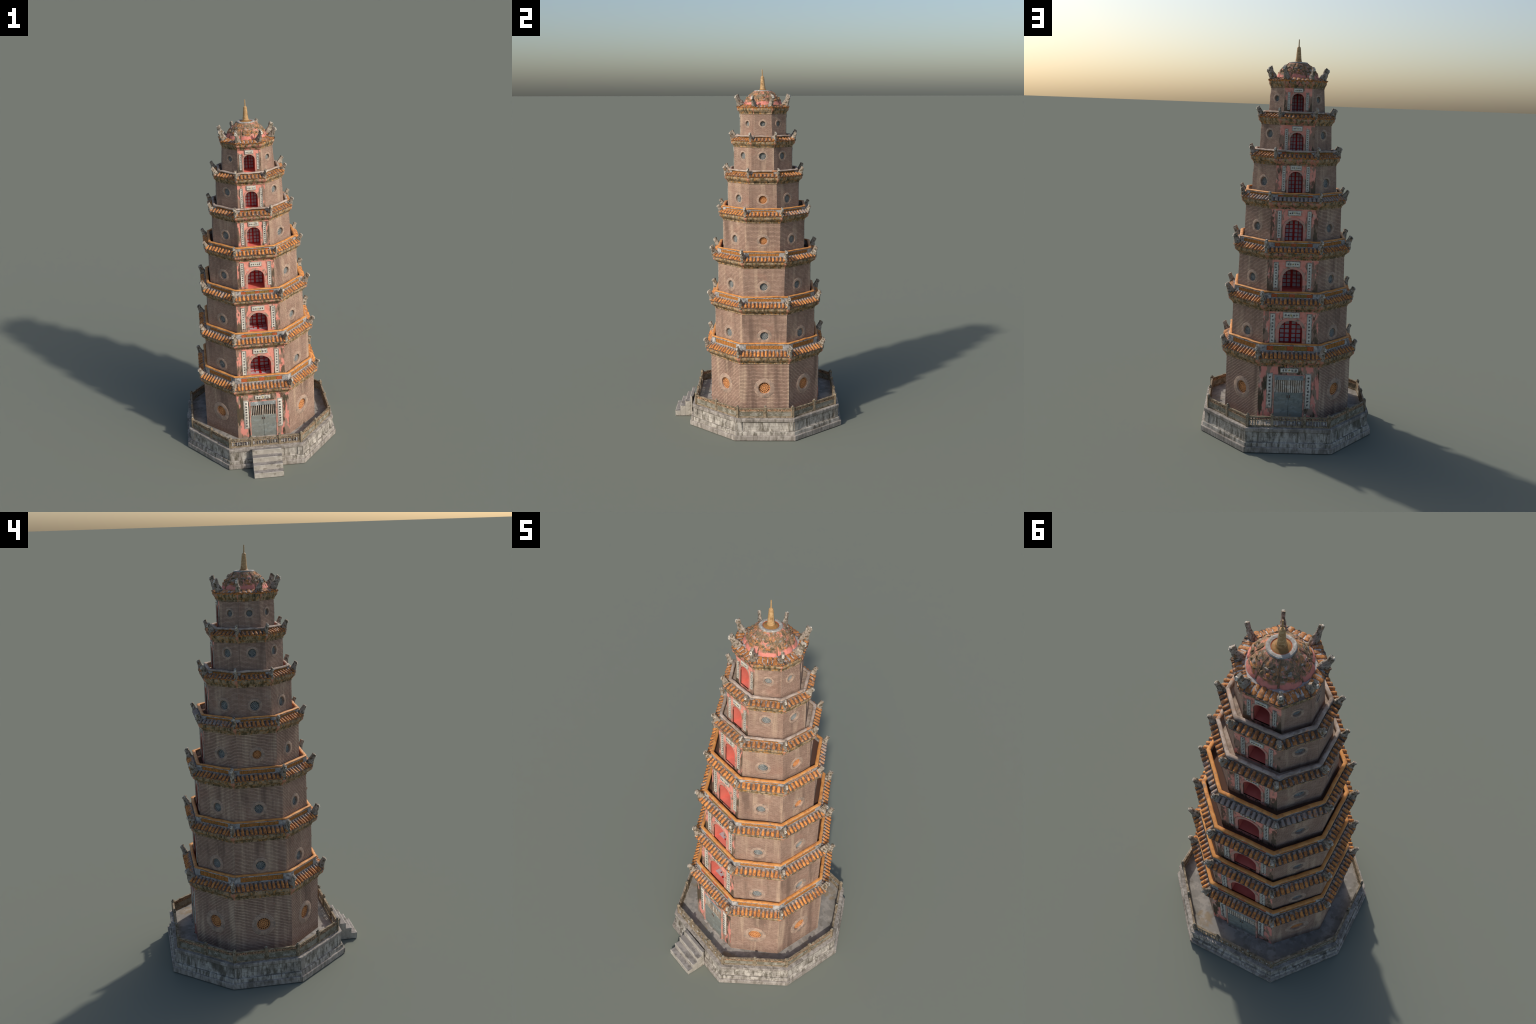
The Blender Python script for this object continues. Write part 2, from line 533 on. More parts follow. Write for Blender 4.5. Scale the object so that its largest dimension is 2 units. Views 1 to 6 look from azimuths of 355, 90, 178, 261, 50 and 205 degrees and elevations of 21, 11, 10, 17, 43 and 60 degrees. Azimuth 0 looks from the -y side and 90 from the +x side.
# eave: ax, ay, s1, s2, z, centre y
EAVE = [(.343, .336, .165, .147, .443, .045), (.319, .311, .149, .134, .713, .046),
        (.295, .293, .136, .122, .968, .044), (.266, .253, .124, .102, 1.212, .042),
        (.227, .219, .106, .084, 1.421, .040), (.193, .180, .091, .069, 1.612, .038),
        (.145, .145, .072, .055, 1.792, .037)]
# balustrade outer face: ax, ay, s1, s2, top z, rise of the roof slope, run of the slope
RAIL = [(.307, .300, .151, .136, .512, .026, .028), (.284, .279, .136, .124, .770, .024, .026),
        (.265, .262, .125, .112, 1.020, .020, .023), (.240, .230, .115, .093, 1.256, .017, .020),
        (.202, .190, .098, .076, 1.459, .014, .018), (.165, .152, .085, .062, 1.645, .013, .018)]
# the front face is a little narrower than the back one
WALL_FRONT = [.978, .978, .947, .86, .88, .86, .90]
EAVE_FRONT = [.985, .980, .960, .90, .915, .87, .90]
# round window: centre z, opening radius, surround radius
WIN = [(.258, .033, .057), (.551, .0235, .040), (.824, .0215, .037), (1.077, .021, .036),
       (1.299, .022, .034), (1.533, .019, .029), (1.706, .0145, .024)]
# arched doorway: half width, sill z, crown z, niche depth at the front and at the back
DOOR = [None, (.058, .500, .629, .115, .055), (.050, .768, .883, .105, .110), (.045, 1.008, 1.122, .090, .052),
        (.0355, 1.246, 1.356, .060, .060), (.033, 1.444, 1.544, .060, .050), (.0295, 1.636, 1.733, .090, .080)]
# couplet boards: centre x, half width, z0, z1;   name board: half width, z0, z1
COUPLET = [(.096, .0150, .180, .365), (.091, .0130, .512, .664), (.0825, .0120, .776, .917),
           (.0735, .0105, 1.030, 1.167), (.0590, .0090, 1.259, 1.384), (.0520, .0080, 1.455, 1.562),
           (.0455, .0070, 1.652, 1.738)]
BOARD = [(.045, .369, .393), (.041, .642, .672), (.036, .894, .923), (.033, 1.143, 1.169),
         (.0285, 1.362, 1.387), (.026, 1.551, 1.576), (.0235, 1.737, 1.758)]

pagoda = bpy.data.objects.new('pagoda', None)
COLL.objects.link(pagoda)
pagoda['label'] = 'seven-storey octagonal brick pagoda with orange tiled eaves on walled terrace'
pagoda['category'] = 'pagoda'


# ------------------------------------------------------------------ walls
def hole_panel(mb, quad, h, hole, key):
    """wall face through four corner points (foot left, foot right, top left, top right), height h,
    with a star-shaped hole;
    hole: list of (x, z) counter-clockwise. returns hole points on the face."""
    A0, B0, A1, B1 = quad

    def face(x, z):
        L, Rr = A0.lerp(A1, z / h), B0.lerp(B1, z / h)
        u = (x - L.x) / (Rr.x - L.x)
        return (x, L.y + (Rr.y - L.y) * u, z)
    cx = sum(p[0] for p in hole) / len(hole)
    cz = sum(p[1] for p in hole) / len(hole)
    corners = [(A0.x, 0), (B0.x, 0), (B1.x, h), (A1.x, h)]
    ang = [math.atan2(p[1] - cz, p[0] - cx) for p in hole]
    items = [(a, p, None) for a, p in zip(ang, hole)]
    n = len(hole)

    def on_hole(a):
        dx, dz = math.cos(a), math.sin(a)
        for i in range(n):
            (x1, z1), (x2, z2) = hole[i], hole[(i + 1) % n]
            ex, ez = x2 - x1, z2 - z1
            det = dx * -ez + ex * dz
            if abs(det) < 1e-12:
                continue
            px, pz = x1 - cx, z1 - cz
            t = (px * -ez + ex * pz) / det
            u = (dx * pz - dz * px) / det
            if t > 0 and -1e-6 <= u <= 1 + 1e-6:
                return (cx + dx * t, cz + dz * t)

    for c in corners:
        a = math.atan2(c[1] - cz, c[0] - cx)
        items.append((a, on_hole(a), c))
    items.sort(key=lambda t: t[0])
    inner, outer = [], []
    for a, p, c in items:
        if c is None:
            dx, dz = math.cos(a), math.sin(a)
            best = 1e9
            for i in range(4):
                (x1, z1), (x2, z2) = corners[i], corners[(i + 1) % 4]
                ex, ez = x2 - x1, z2 - z1
                det = dx * -ez + ex * dz
                if abs(det) < 1e-12:
                    continue
                px, pz = x1 - cx, z1 - cz
                t = (px * -ez + ex * pz) / det
                u = (dx * pz - dz * px) / det
                if t > 0 and -1e-6 <= u <= 1 + 1e-6:
                    best = min(best, t)
            c = (cx + dx * best, cz + dz * best)
        inner.append(face(*p))
        outer.append(face(*c))
    mid = [tuple(.5 * (a + b) for a, b in zip(p, q)) for p, q in zip(inner, outer)]
    mb.loft([outer, mid, inner], key)
    return inner


def arch_outline(w, z0, z1, n=14):
    """doorway with a rounded head"""
    spring = z1 - w * 1.0 if (z1 - z0) > w * 1.5 else z0 + .35 * (z1 - z0)
    pts = [(-w, z0), (-w * .33, z0), (w * .33, z0), (w, z0), (w, (z0 + spring) / 2)]
    for k in range(n + 1):
        a = PI * k / n
        pts.append((w * math.cos(a), spring + (z1 - spring) * math.sin(a) ** .9))
    pts.append((-w, (z0 + spring) / 2))
    return pts


def glyph_column(mb, x, z0, z1, size, y, rng, key='ink', n=None):
    """a run of brushed, no longer readable characters made of short strokes"""
    n = n or max(3, int((z1 - z0) / (size * 1.45)))
    for k in range(n):
        zc = z1 - (k + .5) * (z1 - z0) / n
        for s in range(6):
            horiz = s % 2 == 0
            l = size * rng.uniform(.25, .5)
            t = size * .06
            ox, oz = rng.uniform(-.32, .32) * size, rng.uniform(-.38, .38) * size
            if horiz:
                mb.box(x + ox * .3 - l, x + ox * .3 + l, y, y + .001, zc + oz - t, zc + oz + t, key)
            else:
                mb.box(x + ox - t, x + ox + t, y, y + .001, zc + oz * .3 - l, zc + oz * .3 + l, key)


def couplet_board(c, side, h0, lean_y, parent, rng, round_):
    """tall inscription: a half-round board at the gate, a framed sunk tablet above"""
    x, w, z0, z1 = c
    mb = MB()
    L = z1 - z0
    if round_:
        hw, bulge, n = w * .82, w * .2, 8
        ring = lambda s, z, d: [(s * hw * math.sin(PI * (k / n - .5)), -bulge * s * math.cos(PI * (k / n - .5)) - d, z)
                                for k in range(n + 1)]
        mb.box(-w, w, -.0018, .004, 0, L, 'plaque_rim', .001)
        mb.loft([ring(.8, .006, 0), ring(1, .009, .001), ring(1, L - .009, .001), ring(.8, L - .006, 0)], 'plaque', closed=False)
        yc = -bulge - .0025
    else:
        e = w * .2
        mb.box(-w + e, w - e, -.0004, .004, e, L - e, 'plaque', 0)
        mb.box(-w, -w + e, -.0030, .004, 0, L, 'plaque_rim', .0006)
        mb.box(w - e, w, -.0030, .004, 0, L, 'plaque_rim', .0006)
        mb.box(-w + e, w - e, -.0026, .004, 0, e, 'plaque_rim', .0006)
        mb.box(-w + e, w - e, -.0026, .004, L - e, L, 'plaque_rim', .0006)
        yc = -.0012
    chars = MB()
    glyph_column(chars, 0, .012 if round_ else w * .5, L - (.012 if round_ else w * .5), w * .82, yc, rng)
    o = mb.make('couplet_board', parent, (side * x, lean_y(z0 + L / 2) - .0005, z0 - h0), smooth=40)
    chars.make('inscription', o, kind='stuff')


def name_board(b, h0, lean_y, parent, rng):
    w, z0, z1 = b
    H = z1 - z0
    mb = MB()
    mb.box(-w, w, -.005, .004, 0, H, 'plaque_rim', .0012)
    mb.box(-w + .003, w - .003, -.0062, -.004, .003, H - .003, 'plaque', .0008)
    o = mb.make('name_board', parent, (0, lean_y((z0 + z1) / 2), z0 - h0))
    chars = MB()
    n = 5
    for k in range(n):
        xx = (k - (n - 1) / 2) * (2 * w - .012) / n
        glyph_column(chars, xx, .005, H - .005, min(.012, (2 * w - .012) / n * .8), -.0072, rng,
                     'gold_ink' if k == 2 else 'ink', n=1)
    chars.make('inscription', o, kind='stuff')


def build_window(i, face_i, parent_loc, rot, z0, lean_y):
    zc, r, R = WIN[i]
    orange = i == 0 or (i in (3, 4) and face_i in (2, 6 if i == 3 else 2))
    n = 40
    circ = lambda rad, y: [(rad * math.cos(2 * PI * k / n), y, rad * math.sin(2 * PI * k / n)) for k in range(n)]
    mb = MB()
    mb.loft([circ(R, .002), circ(R, -.0004), circ(R - .0008, -.0008), circ(r + .0012, -.0008), circ(r, .0004), circ(r * .97, .0115)], 'surround')
    c = Vector(parent_loc)
    inward = Vector((-math.sin(rot), math.cos(rot), 0))
    loc = c + inward * lean_y(zc) + Vector((0, 0, zc - c.z))
    w = mb.make('window', pagoda, loc, rot, smooth=35)
    g = MB()
    key = 'grille_orange' if orange else 'grille_grey'
    g.add(circ(r * .98, .0112), [tuple(range(n))], 'grille_back' if orange else 'grille_back_grey')
    ringd = lambda a, b: g.loft([circ(a, .011), circ(a, .0085), circ(b, .0085), circ(b, .011)], key)
    bw = r * .06
    for f in (.97, .68, .40):
        ringd(r * f, r * f - bw * 1.5)
    g.add(circ(r * .14, .0084), [tuple(range(n))], key)
    sp = 12 if not orange else 16
    for k in range(sp):
        a = 2 * PI * (k + .5) / sp
        d, t = Vector((math.cos(a), 0, math.sin(a))), Vector((-math.sin(a), 0, math.cos(a))) * bw * .7
        r0 = r * (.12 if k % 2 == 0 else .4)
        p = [d * r0 - t, d * r * .95 - t, d * r * .95 + t, d * r0 + t]
        g.loft([[Vector((q.x, .0105, q.z)) for q in p], [Vector((q.x, .0088, q.z)) for q in p]], key, cap1=True)
    g.make('grille', w, smooth=30, kind='stuff')


def build_door(i, loc, rot, h0, lean_y, hole, rng, back):
    """arched niche with trim, red lattice door, boards"""
    w, z0, z1 = DOOR[i][:3]
    depth = DOOR[i][4 if back else 3]
    mb = MB()
    base_y = lean_y((z0 + z1) / 2)
    P = [(x, z) for x, z in hole]
    n = len(P)
    at = lambda y: [(x, y, z) for x, z in P]
    mb.loft([at(base_y), at(base_y + depth * .5), at(base_y + depth)], 'niche')
    # raised trim round the head of the arch
    cz = z1 - h0 - w
    arc = [(x, z) for x, z in P[5:-1]]
    tw = w * .26
    outl = [(x + tw * (x / w), z + tw * max(0, (z - (z1 - h0 - w)) / w)) for x, z in arc]
    low = lambda pts: [(pts[0][0], z0 - h0)] + pts + [(pts[-1][0], z0 - h0)]
    A, B = low(arc), low(outl)
    y = base_y
    mb.loft([[(x, y + .001, z) for x, z in B], [(x, y - .0025, z) for x, z in B],
             [(x, y - .003, z) for x, z in A], [(x, y + .002, z) for x, z in A]], 'trim', closed=False)
    d = mb.make('doorway', pagoda, loc, rot, smooth=40)
    # door: panes behind red stiles and rails
    db = MB()
    H = z1 - z0
    yb = base_y + depth
    db.add([(x, yb - .0005, z) for x, z in P], [tuple(range(n))], 'pane')

    def halfw(z):                       # opening half width at height z
        zz = z - cz
        return w if zz <= 0 else w * math.sqrt(max(0, 1 - (zz / w) ** 2))
    zb = z0 - h0
    db.box(-w * .11, w * .11, yb - .004, yb - .001, zb, zb + H * .985, 'red')
    for sx in (-1, 1):
        for f in (.50, .93):
            hh = cz + math.sqrt(max(0, w * w - (w * f) ** 2)) - .001
            db.box(sx * w * f - w * .045, sx * w * f + w * .045, yb - .0035, yb - .001, zb, hh, 'red')
    nr = 5
    for k in range(nr + 1):
        z = zb + H * (.03 + .88 * k / nr)
        hw = halfw(z) * .98
        db.box(-hw, hw, yb - .0032, yb - .001, z - w * .04, z + w * .04, 'red')
    if depth > .1 and not back:
        y0_ = base_y + .028
        db.box(-w * .97, w * .97, y0_, yb - .001, zb + .0003, zb + .0016, 'pane')
        db.box(-w * .11, w * .11, y0_, yb - .001, zb + .001, zb + .004, 'red')
        for sx in (-1, 1):
            db.box(sx * w * .5 - w * .045, sx * w * .5 + w * .045, y0_ + .012, yb - .001, zb + .001, zb + .0034, 'red')
        for q in (.35, .7):
            yy = y0_ + (yb - y0_) * q
            db.box(-w * .95, w * .95, yy - .0035, yy + .0035, zb + .001, zb + .003, 'red')
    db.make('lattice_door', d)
    for s in (-1, 1):
        couplet_board(COUPLET[i], s, h0, lean_y, d, rng, False)
    name_board(BOARD[i], h0, lean_y, d, rng)


def build_gate(loc, rot, h0, lean_y, rng, back):
    """ground-floor door: metal leaves, slatted upper part, pale lintel"""
    fr = MB()
    y = lean_y(.25) - .009
    fr.box(-.079, -.072, y + .002, y + .030, .002, .356 - h0, 'trim', .001)
    fr.box(.072, .079, y + .002, y + .030, .002, .356 - h0, 'trim', .001)
    fr.box(-.079, .079, y + .0025, y + .030, .3545 - h0, .3575 - h0, 'trim', .001)
    fr.box(-.072, .072, y + .003, y + .014, .330 - h0, .355 - h0, 'lintel', .001)
    fr.box(-.074, .074, y - .004, y + .016, .002, .012, 'kerb', .0015)
    d = fr.make('gateway', pagoda, loc, rot)
    for s in (-1, 1):
        b = MB()
        a0, a1 = (.0006, .0715) if s > 0 else (-.0715, -.0006)
        b.box(a0, a1, y + .004, y + .012, .012, .264 - h0, 'metal', .0008)
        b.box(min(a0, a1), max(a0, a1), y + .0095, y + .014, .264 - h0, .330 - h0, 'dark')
        n = 6
        for k in range(n + 1):
            xx = s * (.004 + .064 * k / n)
            t = .0037 if back else .0019
            j = 0 if back else rng.uniform(-.002, .002)
            b.add([(xx - t, y + .007, .262 - h0), (xx + t, y + .007, .262 - h0), (xx + t + j, y + .007, .331 - h0), (xx - t + j, y + .007, .331 - h0),
                   (xx - t, y + .010, .262 - h0), (xx + t, y + .010, .262 - h0), (xx + t + j, y + .010, .331 - h0), (xx - t + j, y + .010, .331 - h0)],
                  [(0, 1, 2, 3), (7, 6, 5, 4), (0, 3, 7, 4), (1, 5, 6, 2)], 'slat')
        b.box(s * .006 - .002, s * .006 + .002, y + .002, y + .006, .238 - h0, .252 - h0, 'slot', .0005)
        b.make('door_leaf', d)
    for s in (-1, 1):
        couplet_board(COUPLET[0], s, h0, lean_y, d, rng, True)
    name_board(BOARD[0], h0, lean_y, d, rng)


for i, (z0, z1, p0, p1, cy) in enumerate(WALL):
    O0, O1 = Oct(*p0, cy, WALL_FRONT[i]), Oct(*p1, cy, WALL_FRONT[i])
    for f in range(8):
        c0, rot, hb = O0.side(f, z0)
        c1, _, ht = O1.side(f, z1)
        inward = Vector((-math.sin(rot), math.cos(rot), 0))
        lean = (c1 - c0).dot(inward)
        h = z1 - z0
        inv = Matrix.Rotation(-rot, 3, 'Z')
        P0, P1 = O0.pts(z0), O1.pts(z1)
        quad = [inv @ (p - c0) for p in (P0[f], P0[(f + 1) % 8], P1[f], P1[(f + 1) % 8])]
        lean_y = lambda z, lean=lean, z0=z0, h=h: lean * (z - z0) / h
        mb = MB()
        door = f in (0, 4)
        if door and i == 0:
            hole = [(-.072, .001), (0, .001), (.072, .001), (.072, .1), (.072, .355 - z0), (0, .355 - z0), (-.072, .355 - z0), (-.072, .1)]
            rim = hole_panel(mb, quad, h, hole, 'pink_dirty')
            mb.loft([rim, [(x, y + .014, z) for x, y, z in rim]], 'pink_dirty')
        elif door:
            w, s, t = DOOR[i][:3]
            hole = [(x, z - z0) for x, z in arch_outline(w, s, t)]
            rim = hole_panel(mb, quad, h, hole, 'pink')
            mb.loft([rim, [(x, y + .004, z) for x, y, z in rim]], 'pink')
        else:
            zc, r, R = WIN[i]
            rr = R - .003
            hole = [(rr * math.cos(2 * PI * k / 40), zc - z0 + rr * math.sin(2 * PI * k / 40)) for k in range(40)]
            hole_panel(mb, quad, h, hole, BRICK[i])
        mb.make('wall', pagoda, c0, rot)
        rng = random.Random(100 * i + f)
        if door and i == 0:
            build_gate(c0, rot, z0, lean_y, rng, f == 4)
        elif door:
            build_door(i, c0, rot, z0, lean_y, hole, rng, f == 4)
        else:
            build_window(i, f, c0, rot, z0, lean_y)


# ------------------------------------------------------------------ eaves, roofs, balustrades
def cornice_side(wall_o, eave_o, zt, ze, f, key):
    """one side of the moulded cornice, in the side's own frame"""
    D = .5 * ((eave_o.ax - wall_o.ax) + (eave_o.ay - wall_o.ay))
    H = ze - zt
    prof = [(-.004, -.004), (.003, -.004), (.004, .000), (.0025, .002), (.005, .004), (D * .45, H * .32), (D * .72, H * .5), (D * .84, H * .62),
            (D * .86, H * .84), (D * .78, H * .98), (-.01, H * 1.02)]
    c, rot, _ = wall_o.side(f, zt)
    inv = Matrix.Rotation(-rot, 3, 'Z')
    n = 14
    rows = []
    for k in range(n + 1):
        row = []
        for d, dz in prof:
            a = max(0, d / D)
            q = Oct(wall_o.ax + (eave_o.ax - wall_o.ax) * a, wall_o.ay + (eave_o.ay - wall_o.ay) * a,
                    wall_o.s1 + (eave_o.s1 - wall_o.s1) * a, wall_o.s2 + (eave_o.s2 - wall_o.s2) * a,
                    wall_o.cy + (eave_o.cy - wall_o.cy) * a,
                    wall_o.front + (eave_o.front - wall_o.front) * a)
            if d < 0:
                q = wall_o.off(d)
            P = q.pts(zt + dz)
            p = P[f].lerp(P[(f + 1) % 8], k / n)
            g = inv @ (p - c)
            edge = min(k, n - k) / n
            amp = .0022 if d > .004 and edge > 0 else 0
            row.append((g.x, g.y + wob(p, amp, 55, f), g.z + wob(p, amp * .6, 60, 3 + f)))
        rows.append(row)
    mb = MB()
    mb.loft(rows, key, closed=False)
    mb.make('cornice', pagoda, c, rot, smooth=50)


def tile_mesh(L, rad, key):
    """convex roof tile: half round, thicker round end at the eave (local -y is down slope)"""
    mb = MB()
    n = 8
    st = [(0, .92), (L * .42, 1.0), (L * .46, 1.07), (L * .90, 1.10), (L * .99, .98), (L, .7)]
    ring = lambda y, s: [(rad * s * math.cos(PI * k / n), -y, rad * s * 1.05 * math.sin(PI * k / n)) for k in range(n + 1)]
    rings = [ring(y, s) for y, s in st]
    mb.loft(rings, key, closed=False)
    mb.add(rings[-1], [tuple(range(n + 1))], key)
    o = mb.make('roof_tile', None, smooth=45)
    me = o.data
    bpy.data.objects.remove(o)
    return me


def pan_mesh(L, half):
    """hollow tile between two round ones, with a pointed drip lip at the eave"""
    mb = MB()
    n = 6
    row = lambda y, dz: [(half * (2 * k / n - 1), -y, dz + .0026 * (2 * k / n - 1) ** 2) for k in range(n + 1)]
    mb.loft([row(0, .0006), row(L * .5, .0006), row(L * .55, .0012), row(L + .0012, .0012)], 'pan', closed=False)
    y = -L - .0012
    top = [(half * (2 * k / n - 1), y, .0012 + .0026 * (2 * k / n - 1) ** 2) for k in range(n + 1)]
    low = [(half * (2 * k / n - 1), y + .0022, -.0085 * (1 - abs(2 * k / n - 1)) - .0003) for k in range(n + 1)]
    back = [(x, yy + .0014, zz) for x, yy, zz in low]
    mb.loft([top, low, back], 'drip', closed=False)
    return mb


def horn_mesh(sc, slab):
    """upswept ridge-end ornament in the radial plane: x outward, z up.
    slab: the broad blade of the top roof; else a scrolled body with a rounded head"""
    mb = MB()
    # station: height, inner edge, outer edge, half width
    if slab:
        st = [(-.004, -.052, -.003, .0125), (.006, -.047, -.001, .0118), (.016, -.040, .003, .0112), (.026, -.033, .0060, .0095),
              (.036, -.0215, .0095, .0072), (.047, -.0165, .0115, .0068), (.057, -.0135, .0115, .0066)]
        st = [(z * 1.13, xa + .004 + .20 * max(0, z - .02), xb + (.002 if z > .04 else -.001), hw * .84) for z, xa, xb, hw in st]
        head, tilt = 0, .007
    else:
        st = [(-.004, -.044, .0005, .0100), (.006, -.041, .0020, .0098), (.014, -.034, .0020, .0092), (.021, -.027, .0012, .0078),
              (.028, -.0195, .0025, .0062), (.034, -.0135, .0052, .0056), (.040, -.0105, .0070, .0062), (.0445, -.0090, .0068, .0060)]
        st = [(z * 1.27, xa + .05 * max(0, z - .01), xb + .10 * max(0, z - .01), hw) for z, xa, xb, hw in st]
        head, tilt = 1, .005
    n = 14
    rings = []
    for j, (z, xa, xb, hw) in enumerate(st):
        r = []
        u = j / (len(st) - 1)
        for k in range(n):
            t = 2 * PI * k / n
            cs, sn = math.cos(t), math.sin(t)
            cs = math.copysign(abs(cs) ** .5, cs)
            sn = math.copysign(abs(sn) ** .5, sn)
            p = Vector(((xa + xb) / 2 + (xb - xa) / 2 * cs, hw * sn, z - tilt * u * cs))
            q = p * 1.0
            r.append(p + Vector((wob(q, .0034, 95, slab), wob(q, .0026, 110, 5), wob(q, .0020, 130, 9))))
        rings.append([q * sc for q in r])
    c = sum(rings[-1], Vector()) / n
    if head:
        rings.append([c + (q - c) * .55 + Vector((.0004, 0, .0022)) * sc for q in rings[-1]])
    mb.loft(rings, 'horn', cap0=True, cap1=True)
    # white end face with a dark eye, on the outer side of the head
    zc = (.0555 if slab else .0480)
    xo = (.0135 if slab else .0098)
    d = Vector((1, 0, .22)).normalized()
    up = Vector((-.22, 0, 1)).normalized()
    hw, hh = (.0058, .0080) if slab else (.0052, .0062)
    cen = Vector((xo, 0, zc))
    face = lambda f, o: [(cen + Vector((0, 1, 0)) * hw * f * math.copysign(abs(math.cos(2 * PI * k / 12)) ** .7, math.cos(2 * PI * k / 12))
                          + up * hh * f * math.copysign(abs(math.sin(2 * PI * k / 12)) ** .7, math.sin(2 * PI * k / 12)) + d * o) * sc for k in range(12)]
    mb.loft([face(.95, -.004), face(1, .0004), face(.9, .0014), face(.34, .0014)], 'horn_end')
    mb.loft([face(.34, .0014), face(.28, .0002)], 'ink', cap1=True)
    # curled scrolls on both cheeks
    for s in (-1, 1):
        for (cx, cz, rr) in (((-.024, .012, .0085), (-.008, .026, .0062)) if slab else ((-.026, .009, .0075), (-.010, .017, .0060))):
            k = 10
            ring = lambda r, y: [((cx + r * math.cos(2 * PI * j / k)) * sc, s * y * sc, (cz + r * math.sin(2 * PI * j / k)) * sc) for j in range(k)]
            y0 = (.0108 if cx < -.02 else .0085) if slab else (.0095 if cx < -.02 else .0085)
            mb.loft([ring(rr, y0 - .004), ring(rr, y0), ring(rr * .75, y0 + .0012), ring(rr * .5, y0), ring(rr * .3, y0 + .0012)], 'horn', cap1=True)
    o = mb.make('ridge_horn', None, smooth=38)
    me = o.data
    bpy.data.objects.remove(o)
    return me


HORN_LOW = [horn_mesh(1.04, 0), horn_mesh(1.08, 0)]
HORN_UP = [horn_mesh(.86, 0), horn_mesh(.82, 0)]
HORN_TOP = [horn_mesh(.98, 1), horn_mesh(.95, 1)]
named_tiles = 0

